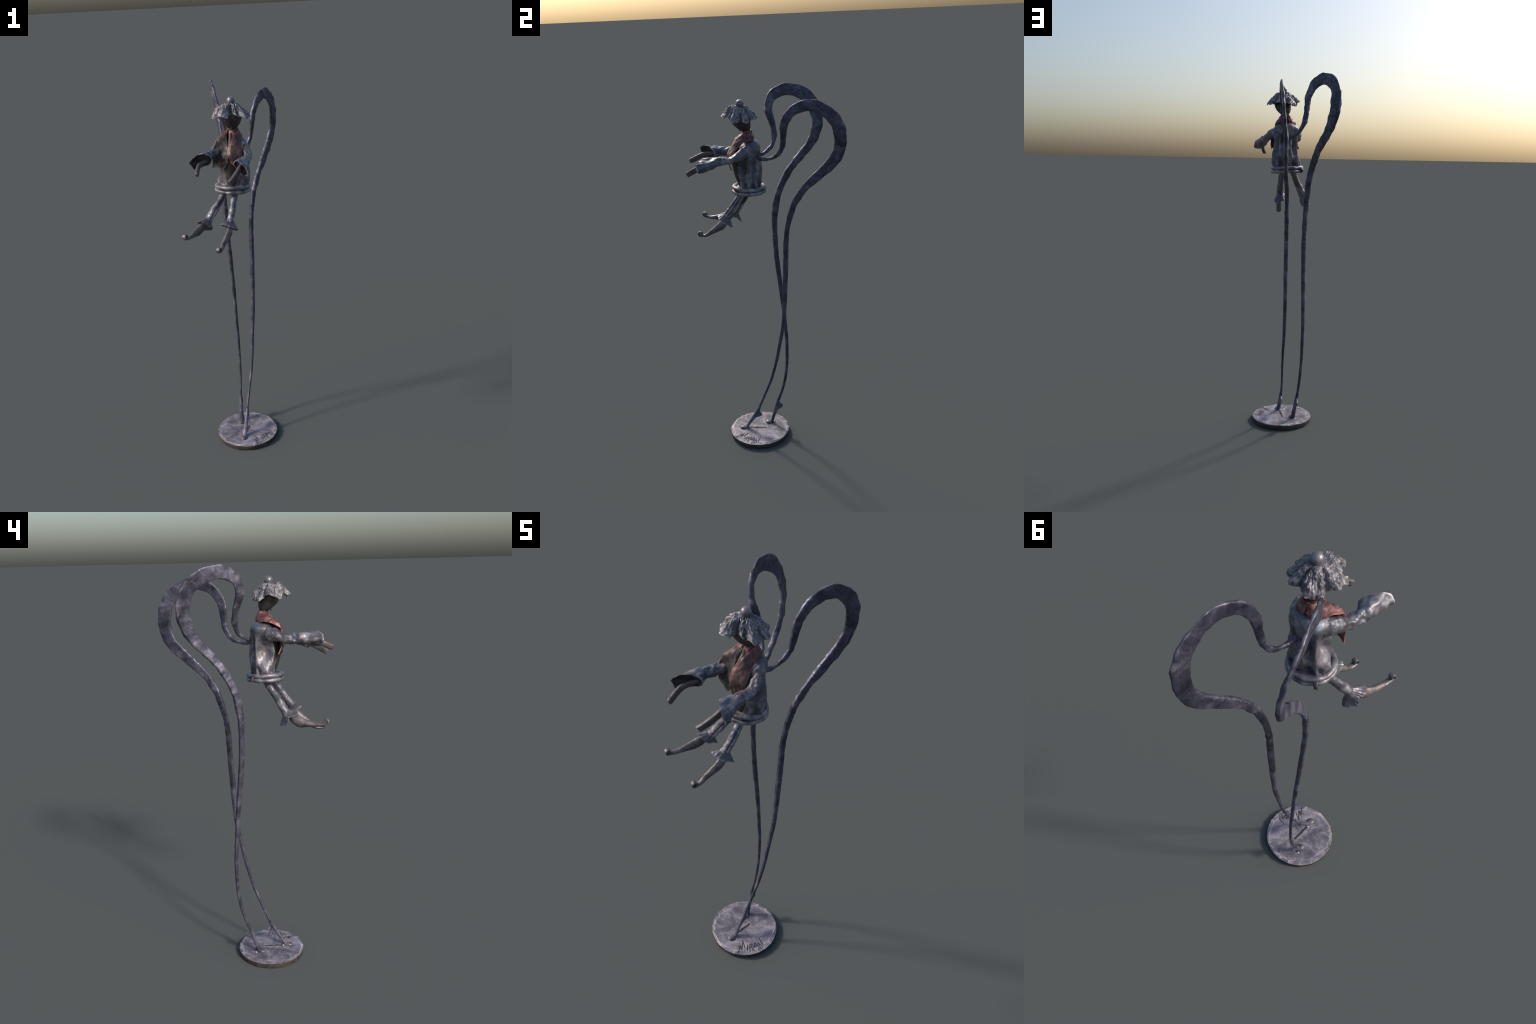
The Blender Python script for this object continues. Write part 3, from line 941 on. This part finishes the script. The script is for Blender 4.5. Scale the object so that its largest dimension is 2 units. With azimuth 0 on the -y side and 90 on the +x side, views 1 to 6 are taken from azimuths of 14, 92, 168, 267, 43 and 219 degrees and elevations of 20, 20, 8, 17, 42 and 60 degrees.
leg_r = [(-.026, -.092, 1.478), (-.034, -.102, 1.455), (-.052, -.124, 1.424), (-.070, -.145, 1.393), (-.088, -.162, 1.362), (-.103, -.178, 1.336), (-.112, -.188, 1.322)]
leg_l = [(.030, -.122, 1.478), (.0295, -.138, 1.455), (.029, -.157, 1.428), (.028, -.176, 1.402), (.026, -.196, 1.375), (.023, -.216, 1.348), (.022, -.224, 1.336)]
build_leg(leg_r, (.0162, .0162, .0172, .0188, .0200, .0208, .0195), -125, 2.0)
build_leg(leg_l, (.0162, .0162, .0170, .0178, .0185, .0188, .0180), -150, 6.0)
build_cuff((-.101, -.176, 1.339), (-.42, -.62, -.55), .0185,
           [(-.141, -.190, 1.314), (-.151, -.206, 1.319), (-.148, -.224, 1.332), (-.132, -.227, 1.338), (-.108, -.220, 1.322),
            (-.098, -.206, 1.303), (-.092, -.180, 1.298), (-.096, -.162, 1.281), (-.108, -.154, 1.271), (-.129, -.164, 1.273), (-.145, -.179, 1.282), (-.144, -.186, 1.303)], 1.0)
build_cuff((.0235, -.214, 1.352), (-.06, -.62, -.78), .0165,
           [(-.016, -.252, 1.332), (.000, -.264, 1.337), (.028, -.258, 1.325), (.046, -.240, 1.312), (.055, -.215, 1.303),
            (.050, -.200, 1.290), (.036, -.194, 1.286), (.020, -.197, 1.296), (-.002, -.206, 1.306), (-.016, -.230, 1.318)], 5.0)

# ------------------------------------------------------------------ shoes with curled toes
def build_shoe(path, curl_c, heights, widths, seed):
    """path runs ankle to toe base along the middle of the shoe, then winds up into a curl about curl_c"""
    P = [Vector(p) for p in path]
    cc = Vector(curl_c)
    fwd = (P[-1] - P[-3])
    side = fwd.cross(Vector((0, 0, 1))).normalized()
    f2 = Vector((0, 0, 1)).cross(side).normalized()       # horizontal forward
    pts, hs, ws = [], [], []
    for p, h, w in zip(P, heights, widths):
        pts.append(p); hs.append(h); ws.append(w)
    r0 = .0125
    for i in range(9):
        ang = -math.pi * .42 + i * math.pi * .22
        r = r0 * (1 - .07 * i)
        pts.append(cc + f2 * math.cos(ang) * r + Vector((0, 0, math.sin(ang) * r)))
        hs.append(.0052 - .00025 * i)
        ws.append(widths[-1] * (1 - .02 * i))
    dense = catmull([tuple(p) + (h, w) for p, h, w in zip(pts, hs, ws)], 6)
    rings = []
    for i, q in enumerate(dense):
        p = Vector(q[:3])
        d = (Vector(dense[min(i + 1, len(dense) - 1)][:3]) - Vector(dense[max(i - 1, 0)][:3])).normalized()
        up = side.cross(d).normalized()
        rings.append(superring(p, side * q[4], up * q[3], 28, 1.65 + 1.2 * min(1, max(0, i / len(dense) * 2 - .7))))
    v, f = skin_rings(rings)
    v = displace(v, f, lambda p: .0010 * fbm(p, .02, 2, seed))
    return make_object('curled_shoe', v, f, M_SHOE, 50)
build_shoe([(-.122, -.205, 1.318), (-.132, -.222, 1.303), (-.143, -.245, 1.292), (-.153, -.275, 1.287), (-.162, -.305, 1.2845), (-.170, -.335, 1.284)],
           (-.174, -.358, 1.301), (.019, .0245, .0245, .0175, .0125, .0085), (.014, .0155, .0160, .0150, .0138, .0125), 1.0)
build_shoe([(.022, -.226, 1.325), (.022, -.240, 1.303), (.020, -.256, 1.286), (.013, -.283, 1.268), (.005, -.311, 1.250), (.000, -.340, 1.232)],
           (-.002, -.368, 1.242), (.017, .0205, .0225, .0175, .0130, .0090), (.0135, .0155, .0165, .0155, .0142, .0130), 4.0)
